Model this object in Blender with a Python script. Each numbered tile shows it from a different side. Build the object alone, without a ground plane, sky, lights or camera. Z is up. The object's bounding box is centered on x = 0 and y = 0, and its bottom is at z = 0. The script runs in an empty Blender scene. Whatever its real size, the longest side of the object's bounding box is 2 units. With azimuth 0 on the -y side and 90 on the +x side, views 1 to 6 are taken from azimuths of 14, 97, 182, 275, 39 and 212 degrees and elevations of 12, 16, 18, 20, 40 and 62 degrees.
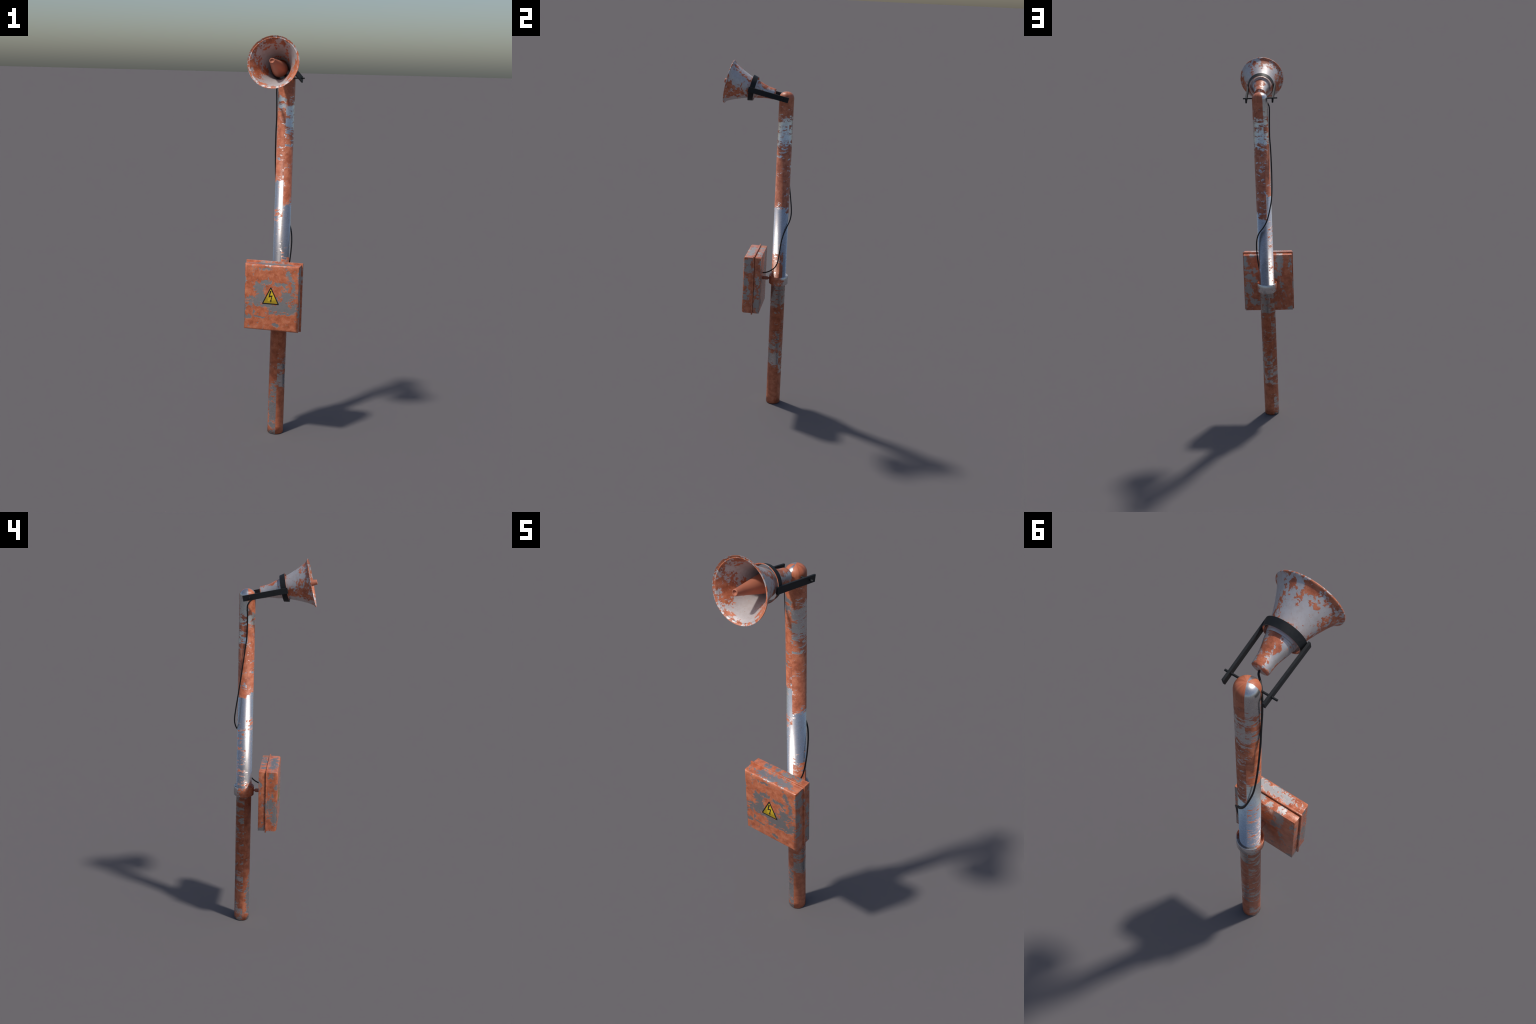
import bpy, bmesh, math
from mathutils import Vector, Matrix

# ------------------------------------------------------------------ scene root
root = bpy.data.objects.new("loudspeaker_pole", None)
bpy.context.scene.collection.objects.link(root)
root["label"] = "rusty steel pole with horn loudspeaker and electrical box"
root["category"] = "loudspeaker pole"

POLE_BASE = Vector((-0.0018, 0.1522, 0.0))
POLE_TOP = Vector((0.0082, 0.1421, 1.8465))
POLE_R = 0.0408
HORN_PITCH = math.radians(12.15)
HORN_MOUTH = Vector((0.0100, -0.1772, 1.8827))     # centre of the horn's rim
root.location = (POLE_BASE.x, POLE_BASE.y, 0.0)


# ------------------------------------------------------------------ mesh helpers
def finish(name, bm, mats, parent, matrix=Matrix.Identity(4), smooth_angle=40.0, normals=None):
    bmesh.ops.recalc_face_normals(bm, faces=bm.faces)
    lim = math.radians(smooth_angle)
    for f in bm.faces:
        f.smooth = True
    for e in bm.edges:
        if len(e.link_faces) == 2:
            e.smooth = e.calc_face_angle(0.0) < lim
    me = bpy.data.meshes.new(name)
    bm.to_mesh(me)
    bm.free()
    for m in (mats if isinstance(mats, (list, tuple)) else [mats]):
        me.materials.append(m)
    ob = bpy.data.objects.new(name, me)
    bpy.context.scene.collection.objects.link(ob)
    if normals is not None:
        me.normals_split_custom_set_from_vertices([normals(v.co, v.normal) for v in me.vertices])
    ob.matrix_world = matrix
    bpy.context.view_layer.update()
    ob.parent = parent
    ob.matrix_parent_inverse = parent.matrix_world.inverted()
    return ob


def revolve(bm, profile, axis='Z', segments=64, closed=False):
    """Turn (radius, height) pairs about Z, or about Y with height along -Y."""
    rings = []
    for r, h in profile:
        if r < 1e-6:
            rings.append([bm.verts.new((0, 0, h) if axis == 'Z' else (0, -h, 0))])
            continue
        ring = []
        for i in range(segments):
            t = 2 * math.pi * i / segments
            c, s = r * math.cos(t), r * math.sin(t)
            ring.append(bm.verts.new((c, s, h) if axis == 'Z' else (s, -h, c)))
        rings.append(ring)
    pairs = list(zip(rings[:-1], rings[1:]))
    if closed:
        pairs.append((rings[-1], rings[0]))
    faces = []
    for a, b in pairs:
        row = []
        for i in range(segments):
            j = (i + 1) % segments
            if len(a) == 1 and len(b) == 1:
                continue
            if len(a) == 1:
                row.append(bm.faces.new((a[0], b[i], b[j])))
            elif len(b) == 1:
                row.append(bm.faces.new((a[i], b[0], a[j])))
            else:
                row.append(bm.faces.new((a[i], b[i], b[j], a[j])))
        faces.append(row)
    return faces


def spline(pts, n):
    """Catmull-Rom through pts, n samples per span."""
    P = [Vector(p) for p in pts]
    P = [P[0] * 2 - P[1]] + P + [P[-1] * 2 - P[-2]]
    out = []
    for i in range(1, len(P) - 2):
        a, b, c, d = P[i - 1:i + 3]
        for k in range(n):
            t = k / n
            out.append(0.5 * ((2 * b) + (c - a) * t + (2 * a - 5 * b + 4 * c - d) * t * t
                              + (3 * b - a - 3 * c + d) * t ** 3))
    out.append(P[-2])
    return out


def tube(bm, path, radius, sides=12):
    up = Vector((0.3, 0.2, 0.9)).normalized()
    rings = []
    for i, p in enumerate(path):
        d = (path[min(i + 1, len(path) - 1)] - path[max(i - 1, 0)]).normalized()
        u = (up - d * up.dot(d)).normalized()
        up = u
        v = d.cross(u)
        rings.append([bm.verts.new(p + radius * (math.cos(2 * math.pi * k / sides) * u
                      + math.sin(2 * math.pi * k / sides) * v)) for k in range(sides)])
    for a, b in zip(rings[:-1], rings[1:]):
        for k in range(sides):
            bm.faces.new((a[k], a[(k + 1) % sides], b[(k + 1) % sides], b[k]))
    bm.faces.new(rings[0])
    bm.faces.new(rings[-1])


def block(bm, lo, hi):
    lo, hi = Vector(lo), Vector(hi)
    r = bmesh.ops.create_cube(bm, size=1.0)
    for v in r['verts']:
        v.co = Vector([(lo[i] + hi[i]) / 2 + v.co[i] * (hi[i] - lo[i]) for i in range(3)])
    return r['verts']


def bevel_edges(bm, edges, width, segments):
    bmesh.ops.bevel(bm, geom=edges, offset=width, segments=segments, profile=0.5,
                    affect='EDGES', clamp_overlap=True)


def prism(bm, outline, y_back, y_front):
    """Flat plate standing in the XZ plane, from an outline of (x, z) points."""
    a = [bm.verts.new((x, y_back, z)) for x, z in outline]
    b = [bm.verts.new((x, y_front, z)) for x, z in outline]
    n = len(a)
    bm.faces.new(a)
    bm.faces.new(b)
    for i in range(n):
        bm.faces.new((a[i], a[(i + 1) % n], b[(i + 1) % n], b[i]))


# ------------------------------------------------------------------ node helpers
class Nodes:
    def __init__(self, name):
        self.mat = bpy.data.materials.new(name)
        self.mat.use_nodes = True
        self.t = self.mat.node_tree
        self.t.nodes.clear()
        self.out = self.t.nodes.new("ShaderNodeOutputMaterial")
        self.bsdf = self.t.nodes.new("ShaderNodeBsdfPrincipled")
        self.t.links.new(self.bsdf.outputs[0], self.out.inputs[0])
        self.coord = self.t.nodes.new("ShaderNodeTexCoord").outputs["Object"]

    def put(self, sock, val):
        if isinstance(val, bpy.types.NodeSocket):
            self.t.links.new(val, sock)
        elif val is not None:
            sock.default_value = val

    def math(self, op, a, b=None, c=None, clamp=False):
        n = self.t.nodes.new("ShaderNodeMath")
        n.operation = op
        n.use_clamp = clamp
        for s, v in zip(n.inputs, (a, b, c)):
            self.put(s, v)
        return n.outputs[0]

    def vec(self, op, a, b=None):
        n = self.t.nodes.new("ShaderNodeVectorMath")
        n.operation = op
        self.put(n.inputs[0], a)
        if b is not None:
            self.put(n.inputs[1], b)
        return n.outputs["Value"] if op in ('LENGTH', 'DOT_PRODUCT') else n.outputs["Vector"]

    def sep(self, v):
        n = self.t.nodes.new("ShaderNodeSeparateXYZ")
        self.put(n.inputs[0], v)
        return n.outputs

    def comb(self, x, y, z):
        n = self.t.nodes.new("ShaderNodeCombineXYZ")
        for s, v in zip(n.inputs, (x, y, z)):
            self.put(s, v)
        return n.outputs[0]

    def noise(self, v, scale, detail=6.0, rough=0.6, distort=0.0):
        n = self.t.nodes.new("ShaderNodeTexNoise")
        self.put(n.inputs["Vector"], v)
        n.inputs["Scale"].default_value = scale
        n.inputs["Detail"].default_value = detail
        n.inputs["Roughness"].default_value = rough
        n.inputs["Distortion"].default_value = distort
        return n.outputs["Fac"]

    def noise_vec(self, v, scale):
        n = self.t.nodes.new("ShaderNodeTexNoise")
        self.put(n.inputs["Vector"], v)
        n.inputs["Scale"].default_value = scale
        n.inputs["Detail"].default_value = 5.0
        n.inputs["Roughness"].default_value = 0.65
        return n.outputs["Color"]

    def remap(self, v, a, b, c=0.0, d=1.0):
        n = self.t.nodes.new("ShaderNodeMapRange")
        self.put(n.inputs[0], v)
        for i, k in enumerate((a, b, c, d)):
            self.put(n.inputs[i + 1], k)
        return n.outputs[0]

    def ramp(self, v, stops):
        n = self.t.nodes.new("ShaderNodeValToRGB")
        self.put(n.inputs[0], v)
        el = n.color_ramp.elements
        while len(el) < len(stops):
            el.new(0.5)
        for e, (p, c) in zip(el, stops):
            e.position = p
            e.color = (c, c, c, 1) if isinstance(c, (int, float)) else (*c, 1)
        return n.outputs[0]

    def mix(self, f, a, b):
        n = self.t.nodes.new("ShaderNodeMix")
        n.data_type = 'RGBA'
        self.put(n.inputs[0], f)
        for s, v in ((n.inputs[6], a), (n.inputs[7], b)):
            self.put(s, (*v, 1) if isinstance(v, tuple) else v)
        return n.outputs[2]

    def mixf(self, f, a, b):
        n = self.t.nodes.new("ShaderNodeMix")
        self.put(n.inputs[0], f)
        self.put(n.inputs[2], a)
        self.put(n.inputs[3], b)
        return n.outputs[0]

    def blobs(self, v, spots, warp=None, wscale=(1, 1, 1)):
        """Largest of several soft ellipsoids: 1 in the middle, 0 at twice the radius."""
        best = None
        if warp:
            w = self.vec('SUBTRACT', self.noise_vec(self.vec('MULTIPLY', v, wscale), 1.0), (0.5, 0.5, 0.5))
            v = self.vec('ADD', v, self.vec('MULTIPLY', w, warp))
        for c, r in spots:
            d = self.vec('LENGTH', self.vec('DIVIDE', self.vec('SUBTRACT', v, c), r))
            k = self.math('MULTIPLY_ADD', d, -0.5, 1.0)
            best = k if best is None else self.math('MAXIMUM', best, k)
        return self.math('MAXIMUM', best, 0.0)


RUST_DEEP = (0.36, 0.095, 0.040)
RUST_MID = (0.50, 0.143, 0.064)
RUST_PALE = (0.60, 0.205, 0.105)
STEEL = (0.62, 0.605, 0.605)


def rusted(n, bare, grain, steel_rough=0.32, rust_rough=0.48, steel=STEEL, edge=0.03, metallic=1.0):
    """Rust everywhere, bare steel where 'bare' exceeds one half; 'grain' is the noise space."""
    m = n.remap(bare, 0.5 - edge, 0.5 + edge)
    tone = n.noise(grain, 38.0, 5.0, 0.6)
    speck = n.noise(grain, 260.0, 3.0, 0.6)
    t = n.math('ADD', n.math('MULTIPLY', tone, 0.75), n.math('MULTIPLY', speck, 0.25))
    rust = n.ramp(t, [(0.39, RUST_DEEP), (0.50, RUST_MID), (0.61, RUST_PALE)])
    ochre = n.remap(n.noise(n.vec('ADD', grain, (7.3, 1.1, 3.7)), 46.0, 4.0, 0.6), 0.60, 0.74, 0.0, 0.35)
    rust = n.mix(ochre, rust, (0.50, 0.21, 0.062))
    red = n.remap(n.noise(n.vec('ADD', grain, (4.7, 6.1, 9.2)), 150.0, 3.0, 0.6), 0.50, 0.72, 0.0, 0.5)
    rust = n.mix(red, rust, (0.49, 0.118, 0.072))
    film = n.noise(n.vec('ADD', grain, (2.9, 8.1, 5.5)), 70.0, 5.0, 0.6)
    shine = n.mix(n.remap(film, 0.42, 0.70, 0.0, 0.5), steel,
                  (steel[0] * 0.82, steel[1] * 0.74, steel[2] * 0.70))
    pits = n.remap(n.noise(n.vec('ADD', grain, (1.3, 2.2, 7.5)), 170.0, 3.0, 0.6), 0.64, 0.72, 0.0, 0.55)
    shine = n.mix(pits, shine, (0.40, 0.19, 0.11))
    n.put(n.bsdf.inputs["Base Color"], n.mix(m, rust, shine))
    n.put(n.bsdf.inputs["Metallic"], n.math('MULTIPLY', m, metallic))
    wob = n.math('MULTIPLY_ADD', film, 0.14, -0.07)
    n.put(n.bsdf.inputs["Roughness"], n.math('ADD', n.mixf(m, rust_rough, steel_rough), wob))
    b = n.t.nodes.new("ShaderNodeBump")
    b.inputs["Strength"].default_value = 0.35
    b.inputs["Distance"].default_value = 0.0012
    h = n.math('ADD', n.math('MULTIPLY', n.math('SUBTRACT', 1.0, m), 0.6),
               n.math('MULTIPLY', n.math('MULTIPLY', speck, n.math('SUBTRACT', 1.0, m)), 0.8))
    n.put(b.inputs["Height"], h)
    n.put(n.bsdf.inputs["Normal"], b.outputs[0])
    return n.mat


# ------------------------------------------------------------------ materials
def pole_material():
    n = Nodes("rusted_pole_steel")
    x, y, z = n.sep(n.coord)
    az = n.math('ARCTAN2', x, n.math('MULTIPLY', y, -1.0))            # 0 = front, + towards +x
    deg = n.math('MODULO', n.math('ADD', n.math('MULTIPLY', az, 57.29578), 720.0), 360.0)
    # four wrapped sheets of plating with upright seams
    front_left = n.math('MAXIMUM', n.math('GREATER_THAN', deg, 282.0), n.math('LESS_THAN', deg, 12.0))
    right = n.math('MULTIPLY', n.math('GREATER_THAN', deg, 12.0), n.math('LESS_THAN', deg, 127.0))
    back_left = n.math('MULTIPLY', n.math('GREATER_THAN', deg, 203.0), n.math('LESS_THAN', deg, 282.0))
    back = n.math('SUBTRACT', 1.0, n.math('ADD', front_left, n.math('ADD', right, back_left)))
    sheet = n.math('ADD', n.math('MULTIPLY', right, 1.7),
                   n.math('ADD', n.math('MULTIPLY', back_left, 3.1), n.math('MULTIPLY', back, 1.9)))
    # height of bare steel per sheet (z / 1.85)
    def prof(stops):
        return n.ramp(n.math('DIVIDE', z, 1.85), [(a / 1.85, b) for a, b in stops])
    p_front = prof([(0.0, .60), (.20, .66), (.27, .54), (.32, .16), (.56, .22), (.70, .25), (.735, .30), (.80, .50),
                    (.90, .80), (1.06, .86), (1.13, .60), (1.17, .50), (1.21, .84), (1.29, .84), (1.33, .36), (1.42, .27), (1.56, .26),
                    (1.660, .32), (1.700, .50), (1.72, .54), (1.745, .34), (1.79, .08)])
    p_right = prof([(0.0, .06), (.22, .14), (.27, .66), (.37, .62), (.42, .40), (.47, .22), (.58, .26), (.63, .55), (.74, .60),
                    (.78, .30), (.86, .35), (.93, .46), (1.00, .82), (1.16, .92), (1.22, .30), (1.40, .28),
                    (1.53, .34), (1.59, .66), (1.665, .60), (1.71, .36), (1.79, .04)])
    p_back_left = prof([(0.0, .54), (.07, .50), (.12, .30), (.21, .30), (.26, .62), (.31, .30), (.44, .34), (.56, .38), (.62, .46), (.69, .44),
                        (.735, .46), (.78, .66), (.90, .58), (1.00, .68), (1.10, .56), (1.20, .84), (1.25, .90), (1.31, .34), (1.50, .26),
                        (1.55, .40), (1.60, .58), (1.65, .36), (1.705, .56), (1.79, .95)])
    p_back = prof([(0.0, .10), (.17, .16), (.22, .48), (.28, .48), (.38, .50), (.43, .30), (.50, .42), (.56, .24), (.63, .50),
                   (.73, .66), (.80, .84), (.92, .92), (1.14, .95), (1.19, .32), (1.34, .36), (1.40, .34), (1.48, .36), (1.53, .28),
                   (1.60, .66), (1.67, .62), (1.72, .34), (1.79, .04)])
    bias = n.math('ADD', n.math('ADD', n.math('MULTIPLY', front_left, p_front), n.math('MULTIPLY', right, p_right)),
                  n.math('ADD', n.math('MULTIPLY', back_left, p_back_left), n.math('MULTIPLY', back, p_back)))
    # foot of the front-left sheet: rusty towards its left seam
    side = n.remap(az, -1.35, -0.55, -0.45, 0.02)
    bias = n.math('ADD', bias, n.math('MULTIPLY', n.math('MULTIPLY', side, front_left), n.math('LESS_THAN', z, 0.30)))
    # one bright wedge on the dome
    wedge = n.math('MULTIPLY', n.math('MULTIPLY', n.math('GREATER_THAN', az, -0.30), n.math('LESS_THAN', az, 0.21)),
                   n.math('GREATER_THAN', z, 1.806))
    bias = n.math('ADD', bias, wedge)
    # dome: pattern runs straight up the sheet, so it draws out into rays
    zc = n.math('MINIMUM', z, 1.806)
    rad = n.math('SQRT', n.math('ADD', n.math('MULTIPLY', x, x), n.math('MULTIPLY', y, y)))
    k = n.math('DIVIDE', POLE_R, n.math('MAXIMUM', rad, 0.0005))
    g = n.comb(n.math('MULTIPLY', x, k), n.math('MULTIPLY', y, k), zc)
    g = n.vec('ADD', g, n.comb(sheet, sheet, n.math('MULTIPLY', sheet, 0.37)))
    stretch = n.vec('MULTIPLY', g, (1.0, 1.0, 2.5))
    n1 = n.math('SUBTRACT', n.noise(stretch, 17.0, 6.0, 0.62, 0.4), 0.5)
    n2 = n.math('SUBTRACT', n.noise(n.vec('MULTIPLY', g, (1.0, 1.0, 1.9)), 75.0, 5.0, 0.65), 0.5)
    bare = n.math('ADD', bias, n.math('ADD', n.math('MULTIPLY', n1, 1.7), n.math('MULTIPLY', n2, 0.95)))
    return rusted(n, bare, g, steel_rough=0.28, rust_rough=0.44, edge=0.05, metallic=0.9)


def horn_material():
    n = Nodes("rusted_horn_steel")
    x, y, z = n.sep(n.coord)                                   # y runs back from the mouth
    ang = n.math('ARCTAN2', x, z)                              # 0 = top, + towards +x
    p = n.comb(ang, y, 0.0)
    rust_spots = [
        ((1.95, 0.020, 0), (0.34, 0.040, 1)), ((1.60, 0.010, 0), (0.22, 0.020, 1)),
        ((2.00, 0.075, 0), (0.36, 0.034, 1)), ((1.85, 0.120, 0), (0.45, 0.014, 1)),
        ((-1.55, 0.018, 0), (0.34, 0.026, 1)), ((-1.75, 0.045, 0), (0.40, 0.034, 1)), ((-2.1, 0.090, 0), (0.20, 0.030, 1)),
        ((-1.80, 0.110, 0), (0.36, 0.016, 1)), ((-2.15, 0.022, 0), (0.32, 0.022, 1)), ((-2.75, 0.012, 0), (0.16, 0.008, 1)),
        ((0.0, -0.001, 0), (9.0, 0.0035, 1)), ((-0.25, 0.016, 0), (0.22, 0.020, 1)), ((-0.05, 0.040, 0), (0.10, 0.022, 1)),
        ((0.35, 0.020, 0), (0.10, 0.030, 1)), ((-0.55, 0.040, 0), (0.16, 0.010, 1)), ((0.1, 0.124, 0), (0.5, 0.010, 1)),
        ((-0.9, 0.012, 0), (0.30, 0.010, 1)), ((0.9, 0.118, 0), (0.3, 0.012, 1)), ((0.62, 0.060, 0), (0.08, 0.030, 1)),
    ]
    r = n.blobs(p, rust_spots, (0.9, 0.06, 0.0), (3.2, 36.0, 1.0))
    n1 = n.math('SUBTRACT', n.noise(n.coord, 24.0, 6.0, 0.65, 0.6), 0.5)
    n2 = n.math('SUBTRACT', n.noise(n.coord, 95.0, 5.0, 0.65), 0.5)
    bare = n.math('SUBTRACT', 0.80, n.math('MULTIPLY', r, 0.62))
    bare = n.math('ADD', bare, n.math('ADD', n.math('MULTIPLY', n1, 1.2), n.math('MULTIPLY', n2, 1.6)))
    return rusted(n, bare, n.coord, steel_rough=0.54, rust_rough=0.5, steel=(0.56, 0.525, 0.525), metallic=0.42, edge=0.05)


def driver_material():
    n = Nodes("rusted_driver_steel")
    x, y, z = n.sep(n.coord)
    ang = n.math('ARCTAN2', x, z)
    p = n.comb(ang, y, 0.0)
    r = n.blobs(p, [((0.25, 0.205, 0), (0.62, 0.055, 1)), ((0.2, 0.160, 0), (0.5, 0.010, 1)), ((1.9, 0.19, 0), (0.35, 0.05, 1)),
                    ((2.7, 0.22, 0), (0.5, 0.05, 1)), ((-1.9, 0.22, 0), (0.3, 0.04, 1)), ((0.9, 0.262, 0), (0.8, 0.004, 1)),
                    ((-0.9, 0.262, 0), (0.5, 0.004, 1)), ((-0.5, 0.2, 0), (0.2, 0.02, 1))])
    n1 = n.math('SUBTRACT', n.noise(n.coord, 30.0, 6.0, 0.65, 0.4), 0.5)
    n2 = n.math('SUBTRACT', n.noise(n.coord, 120.0, 5.0, 0.65), 0.5)
    bare = n.math('SUBTRACT', 0.74, n.math('MULTIPLY', r, 0.55))
    bare = n.math('ADD', bare, n.math('ADD', n.math('MULTIPLY', n1, 1.2), n.math('MULTIPLY', n2, 1.0)))
    return rusted(n, bare, n.coord, steel_rough=0.46, rust_rough=0.46, steel=(0.57, 0.54, 0.54), metallic=0.6, edge=0.05)


def box_material(name, spots, base=0.22, stretch=(1, 1, 1), rough=0.50, steel=(0.405, 0.39, 0.385)):
    n = Nodes(name)
    b = n.blobs(n.coord, spots, (0.045, 0.02, 0.045), (24.0, 24.0, 24.0))
    v = n.vec('MULTIPLY', n.coord, stretch)
    n1 = n.math('SUBTRACT', n.noise(v, 26.0, 6.0, 0.62, 0.5), 0.5)
    n2 = n.math('SUBTRACT', n.noise(v, 95.0, 5.0, 0.65), 0.5)
    bare = n.math('ADD', base, n.math('MULTIPLY', b, 0.68))
    bare = n.math('ADD', bare, n.math('ADD', n.math('MULTIPLY', n1, 1.3), n.math('MULTIPLY', n2, 1.5)))
    return rusted(n, bare, n.coord, steel_rough=rough, rust_rough=0.22, steel=steel, metallic=0.85, edge=0.08)


def plain_rust(name, rough=0.6):
    n = Nodes(name)
    t = n.noise(n.coord, 22.0, 3.0, 0.5)
    n.put(n.bsdf.inputs["Base Color"], n.ramp(t, [(0.3, (0.385, 0.125, 0.073)), (0.7, (0.435, 0.148, 0.086))]))
    n.bsdf.inputs["Roughness"].default_value = rough
    return n.mat


def black_paint(name, tone=(0.0105, 0.012, 0.0135), rough=0.55):
    n = Nodes(name)
    t = n.noise(n.coord, 120.0, 4.0, 0.6)
    n.put(n.bsdf.inputs["Base Color"],
          n.mix(n.remap(t, 0.35, 0.7, 0.0, 1.0), tone, tuple(c * 1.5 for c in tone)))
    n.put(n.bsdf.inputs["Roughness"], n.remap(t, 0.3, 0.7, rough - 0.06, rough + 0.06))
    n.bsdf.inputs["Specular IOR Level"].default_value = 0.28
    return n.mat


def sign_yellow():
    n = Nodes("sign_yellow")
    x, y, z = n.sep(n.coord)
    mottle = n.noise(n.coord, 45.0, 3.0, 0.5)
    low = n.math('ADD', n.remap(z, 0.742, 0.772, 0.25, -0.1), n.remap(x, -0.02, 0.01, 0.12, 0.0))
    t = n.math('ADD', mottle, low)
    n.put(n.bsdf.inputs["Base Color"], n.ramp(t, [(0.42, (0.72, 0.50, 0.022)), (0.56, (0.55, 0.37, 0.012)),
                                                  (0.68, (0.38, 0.25, 0.008))]))
    n.bsdf.inputs["Roughness"].default_value = 0.45
    return n.mat


M_POLE = pole_material()
M_HORN = horn_material()
M_DRIVER = driver_material()
M_RUST = plain_rust("even_rust")
M_BLACK = black_paint("black_bracket_paint")
M_CABLE = black_paint("black_cable_rubber", (0.010, 0.010, 0.011), 0.42)
M_SIGN_BLACK = black_paint("sign_black", (0.012, 0.012, 0.012), 0.45)
M_YELLOW = sign_yellow()

# box spots: (centre, radius) of bare steel, in metres
LID_SPOTS = [
    ((-0.056, -0.04, 0.800), (0.018, 0.03, 0.038)), ((-0.030, -0.04, 0.842), (0.024, 0.03, 0.010)), ((0.024, -0.04, 0.838), (0.014, 0.03, 0.012)),
    ((0.088, -0.04, 0.765), (0.030, 0.03, 0.040)), ((0.045, -0.04, 0.712), (0.050, 0.03, 0.012)),
    ((-0.082, -0.04, 0.738), (0.028, 0.03, 0.016)), ((-0.088, -0.04, 0.700), (0.007, 0.03, 0.024)),
    ((0.026, -0.04, 0.632), (0.014, 0.03, 0.008)), ((0.088, -0.04, 0.878), (0.008, 0.03, 0.018)), ((0.105, -0.04, 0.820), (0.010, 0.03, 0.030)),
    ((-0.108, -0.04, 0.665), (0.012, 0.03, 0.008)), ((0.060, -0.04, 0.735), (0.040, 0.03, 0.026)), ((0.112, -0.04, 0.722), (0.016, 0.03, 0.022)),
    ((0.050, -0.04, 0.690), (0.050, 0.03, 0.006)), ((0.045, -0.04, 0.835), (0.022, 0.03, 0.008)), ((-0.020, -0.04, 0.725), (0.040, 0.03, 0.010)),
    ((-0.055, -0.04, 0.765), (0.020, 0.03, 0.024)), ((-0.105, -0.04, 0.755), (0.012, 0.03, 0.010)), ((-0.06, -0.04, 0.668), (0.03, 0.03, 0.004)),
    ((0.06, -0.04, 0.78), (0.012, 0.03, 0.012)), ((0.085, -0.012, 0.930), (0.012, 0.012, 0.010)), ((-0.02, -0.042, 0.906), (0.03, 0.006, 0.006)),
    ((0.010, -0.010, 0.930), (0.060, 0.020, 0.010)), ((-0.055, -0.010, 0.930), (0.026, 0.016, 0.010)),
    ((0.137, -0.015, 0.905), (0.008, 0.022, 0.014)), ((0.137, -0.015, 0.862), (0.008, 0.022, 0.016)), ((0.137, -0.022, 0.785), (0.008, 0.014, 0.022)),
    ((0.137, -0.008, 0.725), (0.008, 0.014, 0.022)), ((0.137, -0.025, 0.690), (0.008, 0.018, 0.012)),
    ((-0.137, -0.005, 0.735), (0.010, 0.025, 0.048)), ((-0.137, -0.030, 0.700), (0.010, 0.016, 0.055)), ((-0.137, -0.006, 0.905), (0.008, 0.014, 0.010)),
    ((-0.137, -0.036, 0.845), (0.008, 0.012, 0.016)),
]
BODY_SPOTS = [
    ((0.126, 0.06, 0.893), (0.010, 0.012, 0.034)), ((0.088, 0.06, 0.834), (0.030, 0.012, 0.010)), ((0.104, 0.06, 0.800), (0.020, 0.012, 0.018)),
    ((0.110, 0.06, 0.725), (0.014, 0.012, 0.045)), ((0.068, 0.06, 0.645), (0.034, 0.012, 0.012)), ((0.085, 0.06, 0.775), (0.020, 0.012, 0.020)),
    ((-0.063, 0.06, 0.884), (0.020, 0.012, 0.046)), ((-0.072, 0.06, 0.750), (0.010, 0.012, 0.030)), ((-0.055, 0.06, 0.815), (0.018, 0.012, 0.022)),
    ((-0.122, 0.06, 0.606), (0.012, 0.012, 0.012)), ((-0.126, 0.06, 0.875), (0.007, 0.010, 0.030)),
    ((0.137, 0.045, 0.655), (0.010, 0.020, 0.048)), ((0.137, 0.040, 0.790), (0.010, 0.012, 0.025)), ((0.137, 0.032, 0.73), (0.01, 0.01, 0.02)),
    ((-0.137, 0.040, 0.606), (0.010, 0.030, 0.012)), ((-0.137, 0.048, 0.86), (0.010, 0.008, 0.02)),
    ((-0.070, 0.04, 0.930), (0.014, 0.020, 0.008)), ((0.035, 0.04, 0.930), (0.020, 0.020, 0.008)), ((0.090, 0.045, 0.930), (0.014, 0.018, 0.008)),
    ((-0.020, 0.04, 0.930), (0.010, 0.016, 0.008)),
]
M_LID = box_material("rusted_lid_steel", LID_SPOTS)
M_BODY = box_material("rusted_body_steel", BODY_SPOTS)
M_COLLAR = box_material("rusted_collar_steel", [((0.0, 0.05, 0.03), (0.05, 0.03, 0.03)), ((-0.02, 0.04, 0.02), (0.02, 0.02, 0.02)),
                                                 ((0.025, 0.042, 0.052), (0.03, 0.03, 0.014)), ((-0.025, 0.040, 0.054), (0.025, 0.025, 0.012))], base=0.27, rough=0.28, steel=STEEL)
M_BAND = box_material("rusted_band_steel", [((0.0, 0.138, -0.07), (0.05, 0.02, 0.012))], base=0.30)

# ------------------------------------------------------------------ pole
axis = (POLE_TOP - POLE_BASE)
LENGTH = axis.length
pole_rot = Vector((0, 0, 1)).rotation_difference(axis.normalized()).to_matrix().to_4x4()
pole_mat = Matrix.Translation(POLE_BASE) @ pole_rot
bm = bmesh.new()
DOME = 0.0345
prof = [(0.0, 0.0), (POLE_R - 0.0022, 0.0), (POLE_R - 0.0006, 0.0007), (POLE_R, 0.0024)]
for z in (0.04, 0.7385, 0.742):
    prof.append((POLE_R, z))
for i in range(0, 15):
    t = math.pi / 2 * i / 14
    prof.append((POLE_R * math.cos(t) ** 0.92 if i < 14 else 0.0, LENGTH - DOME + DOME * math.sin(t) ** 0.96))
revolve(bm, prof, segments=64)


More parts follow.
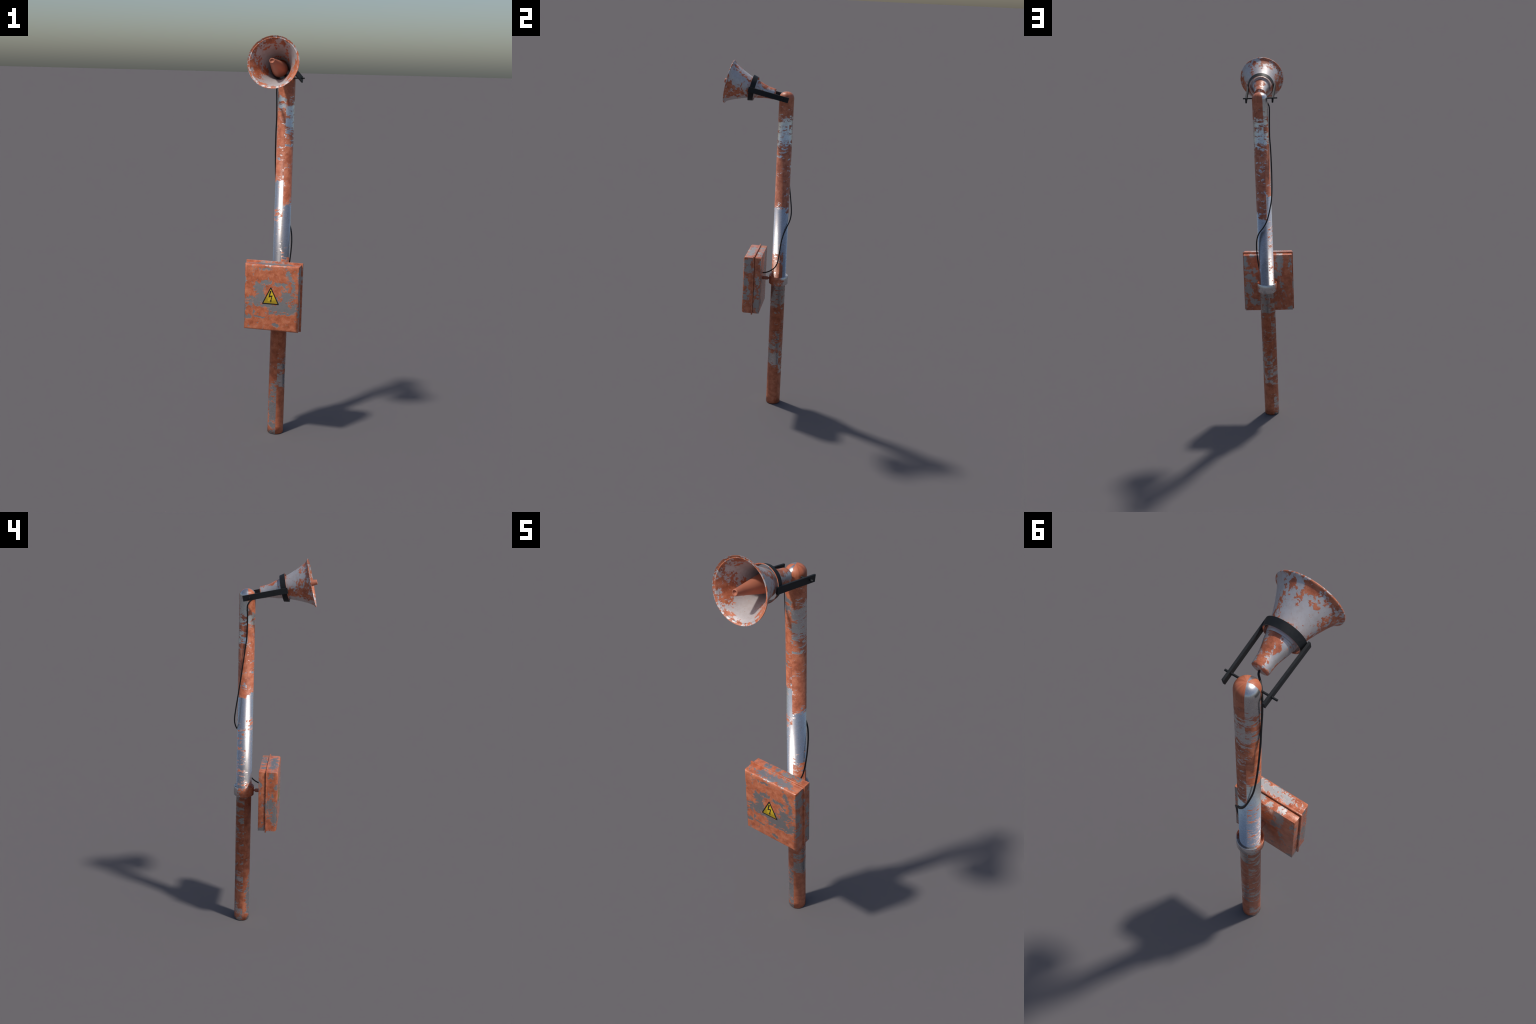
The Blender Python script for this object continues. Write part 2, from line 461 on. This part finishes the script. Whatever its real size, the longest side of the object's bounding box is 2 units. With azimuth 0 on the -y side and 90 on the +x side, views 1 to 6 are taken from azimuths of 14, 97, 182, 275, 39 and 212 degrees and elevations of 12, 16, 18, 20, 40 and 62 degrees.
def pole_normal(co, own):
    """The tube's shading leans up above the collar and down below it (one smooth welded skin)."""
    if co.z > LENGTH - DOME - 0.002 or (abs(co.x) + abs(co.y)) < 0.02:
        return own
    lean = [(0.0, -40.0), (0.04, -4.0), (0.74, -63.0), (0.7401, 63.0), (LENGTH - DOME, 5.0)]
    for (z0, a0), (z1, a1) in zip(lean[:-1], lean[1:]):
        if z0 <= co.z <= z1:
            t = (co.z - z0) / (z1 - z0)
            a0, a1 = math.radians(a0), math.radians(a1)
            out = math.cos(a0) * (1 - t) + math.cos(a1) * t
            up = math.sin(a0) * (1 - t) + math.sin(a1) * t
            d = Vector((co.x, co.y, 0)).normalized()
            return (d * out + Vector((0, 0, up))).normalized()
    return own


finish("pole", bm, M_POLE, root, pole_mat, normals=pole_normal)


def on_pole(z):
    return POLE_BASE + axis * (z / axis.z)


# ------------------------------------------------------------------ clamp collar (open cup round the pole)
bm = bmesh.new()
R = 0.0541
ring = [(POLE_R - 0.001, -0.0005), (POLE_R + 0.0008, 0.0), (R, 0.0100), (R, 0.0560), (R - 0.0012, 0.0572), (R - 0.0036, 0.0558), (R - 0.0050, 0.0510), (POLE_R - 0.001, 0.0485)]
revolve(bm, ring, segments=64, closed=True)
finish("clamp_collar", bm, M_COLLAR, root, Matrix.Translation(on_pole(0.7405)) @ pole_rot, smooth_angle=180)

# stud between the collar and the box
bm = bmesh.new()
stud = [(0.0, 0.0), (0.0092, 0.0), (0.0098, 0.001), (0.0098, 0.0265), (0.0085, 0.030), (0.0052, 0.0325), (0.0045, 0.0365), (0.0045, 0.040), (0.0, 0.040)]
revolve(bm, stud, axis='Y', segments=24)
bmesh.ops.scale(bm, vec=(1, -1, 1), verts=bm.verts)
finish("mounting_stud", bm, M_RUST, root, Matrix.Translation((0.001, 0.0572, 0.7735)))

# ------------------------------------------------------------------ box body
BX, BZ0, BZ1 = 0.1355, 0.5980, 0.9275
bm = bmesh.new()
vs = block(bm, (-BX, 0.0238, BZ0), (BX, 0.0580, BZ1))
bevel_edges(bm, list(bm.edges), 0.0012, 2)
block(bm, (-BX + 0.005, 0.0195, BZ0 + 0.005), (BX - 0.005, 0.0250, BZ1 - 0.005))      # recessed gasket gap
body = finish("box_body", bm, M_BODY, root)

# lid: shell with rounded front edges and a flange round its back
bm = bmesh.new()
FRONT = -0.0408
vs = block(bm, (-BX, FRONT, BZ0), (BX, 0.0150, BZ1))
front_edges = [e for e in bm.edges if all(abs(v.co.y - FRONT) < 1e-5 for v in e.verts)]
bevel_edges(bm, front_edges, 0.0125, 5)
bm2 = bmesh.new()
block(bm2, (-0.1415, 0.0140, 0.5908), (0.1415, 0.0212, 0.9352))
bevel_edges(bm2, list(bm2.edges), 0.0012, 2)
tmp = bpy.data.meshes.new("flange_tmp")
bm2.to_mesh(tmp)
bm2.free()
bm.from_mesh(tmp)
bpy.data.meshes.remove(tmp)
lid = finish("box_lid", bm, M_LID, root, smooth_angle=50)

# ------------------------------------------------------------------ warning sign on the lid
def rounded_triangle(a, b, c, rad):
    pts = [Vector(a), Vector(b), Vector(c)]
    out = []
    for i in range(3):
        p, q, r = pts[i - 1], pts[i], pts[(i + 1) % 3]
        u, v = (p - q).normalized(), (r - q).normalized()
        half = u.angle(v) / 2
        cen = q + (u + v).normalized() * rad / math.sin(half)
        t0, t1 = q + u * rad / math.tan(half), q + v * rad / math.tan(half)
        a0 = math.atan2(*(t0 - cen).yx)
        a1 = math.atan2(*(t1 - cen).yx)
        d = (a1 - a0 + math.pi) % (2 * math.pi) - math.pi
        out += [(cen.x + rad * math.cos(a0 + d * k / 6), cen.y + rad * math.sin(a0 + d * k / 6)) for k in range(7)]
    return out


SX = -0.0024
apex, bl, br = (SX - 0.0002, 0.8215), (SX - 0.0435, 0.7325), (SX + 0.0435, 0.7325)
bm = bmesh.new()
prism(bm, rounded_triangle(apex, bl, br, 0.0030), FRONT + 0.0005, FRONT - 0.0006)
finish("warning_sign_border", bm, M_SIGN_BLACK, lid)
bm = bmesh.new()
cx, cz = SX, 0.7325 + 0.0290
inner = [(cx + (x - cx) * 0.80, cz + (z - cz) * 0.80) for x, z in (apex, bl, br)]
prism(bm, rounded_triangle(*inner, 0.0012), FRONT + 0.0003, FRONT - 0.0011)
finish("warning_sign_panel", bm, M_YELLOW, lid)
bm = bmesh.new()
bolt = [(-0.0032, 0.8005), (0.0030, 0.8005), (-0.0030, 0.7762), (0.0088, 0.7782), (0.0033, 0.7535), (0.0053, 0.7530),
        (0.0017, 0.7415), (-0.0026, 0.7530), (-0.0002, 0.7533), (0.0036, 0.7718), (-0.0090, 0.7675)]
prism(bm, [(SX + x * 1.12, z) for x, z in bolt], FRONT, FRONT - 0.0016)
finish("lightning_symbol", bm, M_SIGN_BLACK, lid)

# ------------------------------------------------------------------ horn (local: X right, Y back from mouth, Z up)
horn_frame = Matrix.Translation(HORN_MOUTH) @ Matrix.Rotation(-HORN_PITCH, 4, 'X')
flare = [(0.1192, 0.0), (0.1188, -0.0030), (0.1150, -0.0055), (0.1095, -0.0085), (0.1055, -0.0130), (0.0995, -0.0235), (0.0932, -0.0350), (0.0862, -0.0500),
         (0.0788, -0.0660), (0.0722, -0.0820), (0.0658, -0.0980), (0.0596, -0.1160), (0.0548, -0.1330), (0.0508, -0.1490)]
T = 0.0026
inside = [(r - T, h + 0.0008) for r, h in flare]
inside[0:4] = [(0.1180, 0.0006), (0.1150, -0.0030), (0.1122, -0.0042), (0.1098, -0.0042), (0.1080, -0.0068)]     # channelled lip
bm = bmesh.new()
loop = ([(0.1189, 0.0010)] + flare + [(0.0492, -0.1555), (0.0476, -0.1565)]
        + [(0.0462, -0.1540)] + inside[::-1])
revolve(bm, loop, axis='Y', segments=72, closed=True)
horn = finish("horn", bm, M_HORN, root, horn_frame, smooth_angle=50)

bm = bmesh.new()
cap = [(0.0, -0.2540), (0.0275, -0.2540), (0.0290, -0.2250), (0.0345, -0.1980), (0.0405, -0.1780), (0.0440, -0.1640), (0.0458, -0.1566), (0.0472, -0.1566), (0.0474, -0.1600), (0.0468, -0.1618), (0.0455, -0.1628), (0.0453, -0.1700), (0.0432, -0.1790),
       (0.0398, -0.1900), (0.0366, -0.2010), (0.0338, -0.2130), (0.0318, -0.2250), (0.0306, -0.2400), (0.0301, -0.2550), (0.0292, -0.2588), (0.0276, -0.2600),
       (0.0, -0.2600)]
revolve(bm, cap, axis='Y', segments=64)
finish("horn_driver", bm, M_DRIVER, horn, horn_frame)

bm = bmesh.new()
plug = [(0.0, 0.0185), (0.0045, 0.0190), (0.0070, 0.0210), (0.0082, 0.0240), (0.0094, 0.0258), (0.0110, 0.0258), (0.0121, 0.0245), (0.0126, 0.0220),
        (0.0150, 0.0040), (0.0208, -0.0340), (0.0270, -0.0740), (0.0325, -0.1080), (0.0368, -0.1360), (0.0376, -0.1430), (0.0365, -0.1465),
        (0.0300, -0.1480), (0.0100, -0.1490), (0.0090, -0.1600), (0.0090, -0.2545), (0.0, -0.2545)]
revolve(bm, plug, axis='Y', segments=48)
finish("phase_plug", bm, M_RUST, horn, horn_frame, smooth_angle=55)

# ------------------------------------------------------------------ bracket: band, two arms, cross rod
bm = bmesh.new()
band = [(0.0712, -0.1245), (0.0650, -0.1520), (0.0624, -0.1514), (0.0686, -0.1239)]
rows = revolve(bm, band, axis='Y', segments=72, closed=True)
for row, k in zip(rows, (0, 1, 1, 1)):
    for f in row:
        f.material_index = k
finish("bracket_band", bm, [M_BLACK, M_BAND], root, horn_frame, smooth_angle=30)

ARM_IN, ARM_OUT = 0.0647, 0.0730
bm = bmesh.new()
block(bm, (ARM_IN, 0.1195, -0.0185), (ARM_OUT, 0.3450, 0.0097))
bevel_edges(bm, list(bm.edges), 0.0008, 1)
arm = finish("bracket_arm", bm, M_BLACK, root, horn_frame, smooth_angle=30)
arm2 = arm.copy()
bpy.context.scene.collection.objects.link(arm2)
pivot = Vector((-ARM_OUT, 0.345, 0.0))                      # this arm splays outwards towards the band
arm2.matrix_world = (horn_frame @ Matrix.Translation(pivot) @ Matrix.Rotation(-0.033, 4, 'Z')
                     @ Matrix.Translation(-pivot) @ Matrix.Translation((-(ARM_IN + ARM_OUT), 0, 0)))
bpy.context.view_layer.update()

bm = bmesh.new()
tube(bm, [Vector((-0.0935, 0.3110, -0.0042)), Vector((0.0868, 0.3110, -0.0042))], 0.0037, 16)
finish("bracket_rod", bm, M_BLACK, root, horn_frame, smooth_angle=50)

# ------------------------------------------------------------------ cable from driver to box
cable = [(0.0125, 0.0700, 1.8185), (0.0125, 0.0760, 1.8180), (0.0090, 0.0850, 1.8140), (-0.0040, 0.0960, 1.8070), (-0.0180, 0.1100, 1.8010), (-0.0285, 0.1225, 1.7935),
         (-0.0365, 0.1325, 1.7800), (-0.0407, 0.1380, 1.7610), (-0.0390, 0.1365, 1.7000), (-0.0375, 0.1385, 1.6135), (-0.0412, 0.1475, 1.5400),
         (-0.0435, 0.1640, 1.4150), (-0.0412, 0.1800, 1.3060), (-0.0320, 0.1905, 1.2420), (-0.0140, 0.2000, 1.1730), (0.0080, 0.1970, 1.1300),
         (0.0340, 0.1830, 1.0935), (0.0476, 0.1690, 1.0555), (0.0528, 0.1580, 1.0090), (0.0508, 0.1515, 0.9500), (0.0455, 0.1430, 0.8900),
         (0.0395, 0.1290, 0.8540), (0.0290, 0.1070, 0.8315), (0.0231, 0.0900, 0.8190), (0.0184, 0.0700, 0.8105), (0.0170, 0.0550, 0.8085)]
bm = bmesh.new()
tube(bm, spline(cable, 10), 0.0034, 12)
finish("cable", bm, M_CABLE, root, smooth_angle=60)
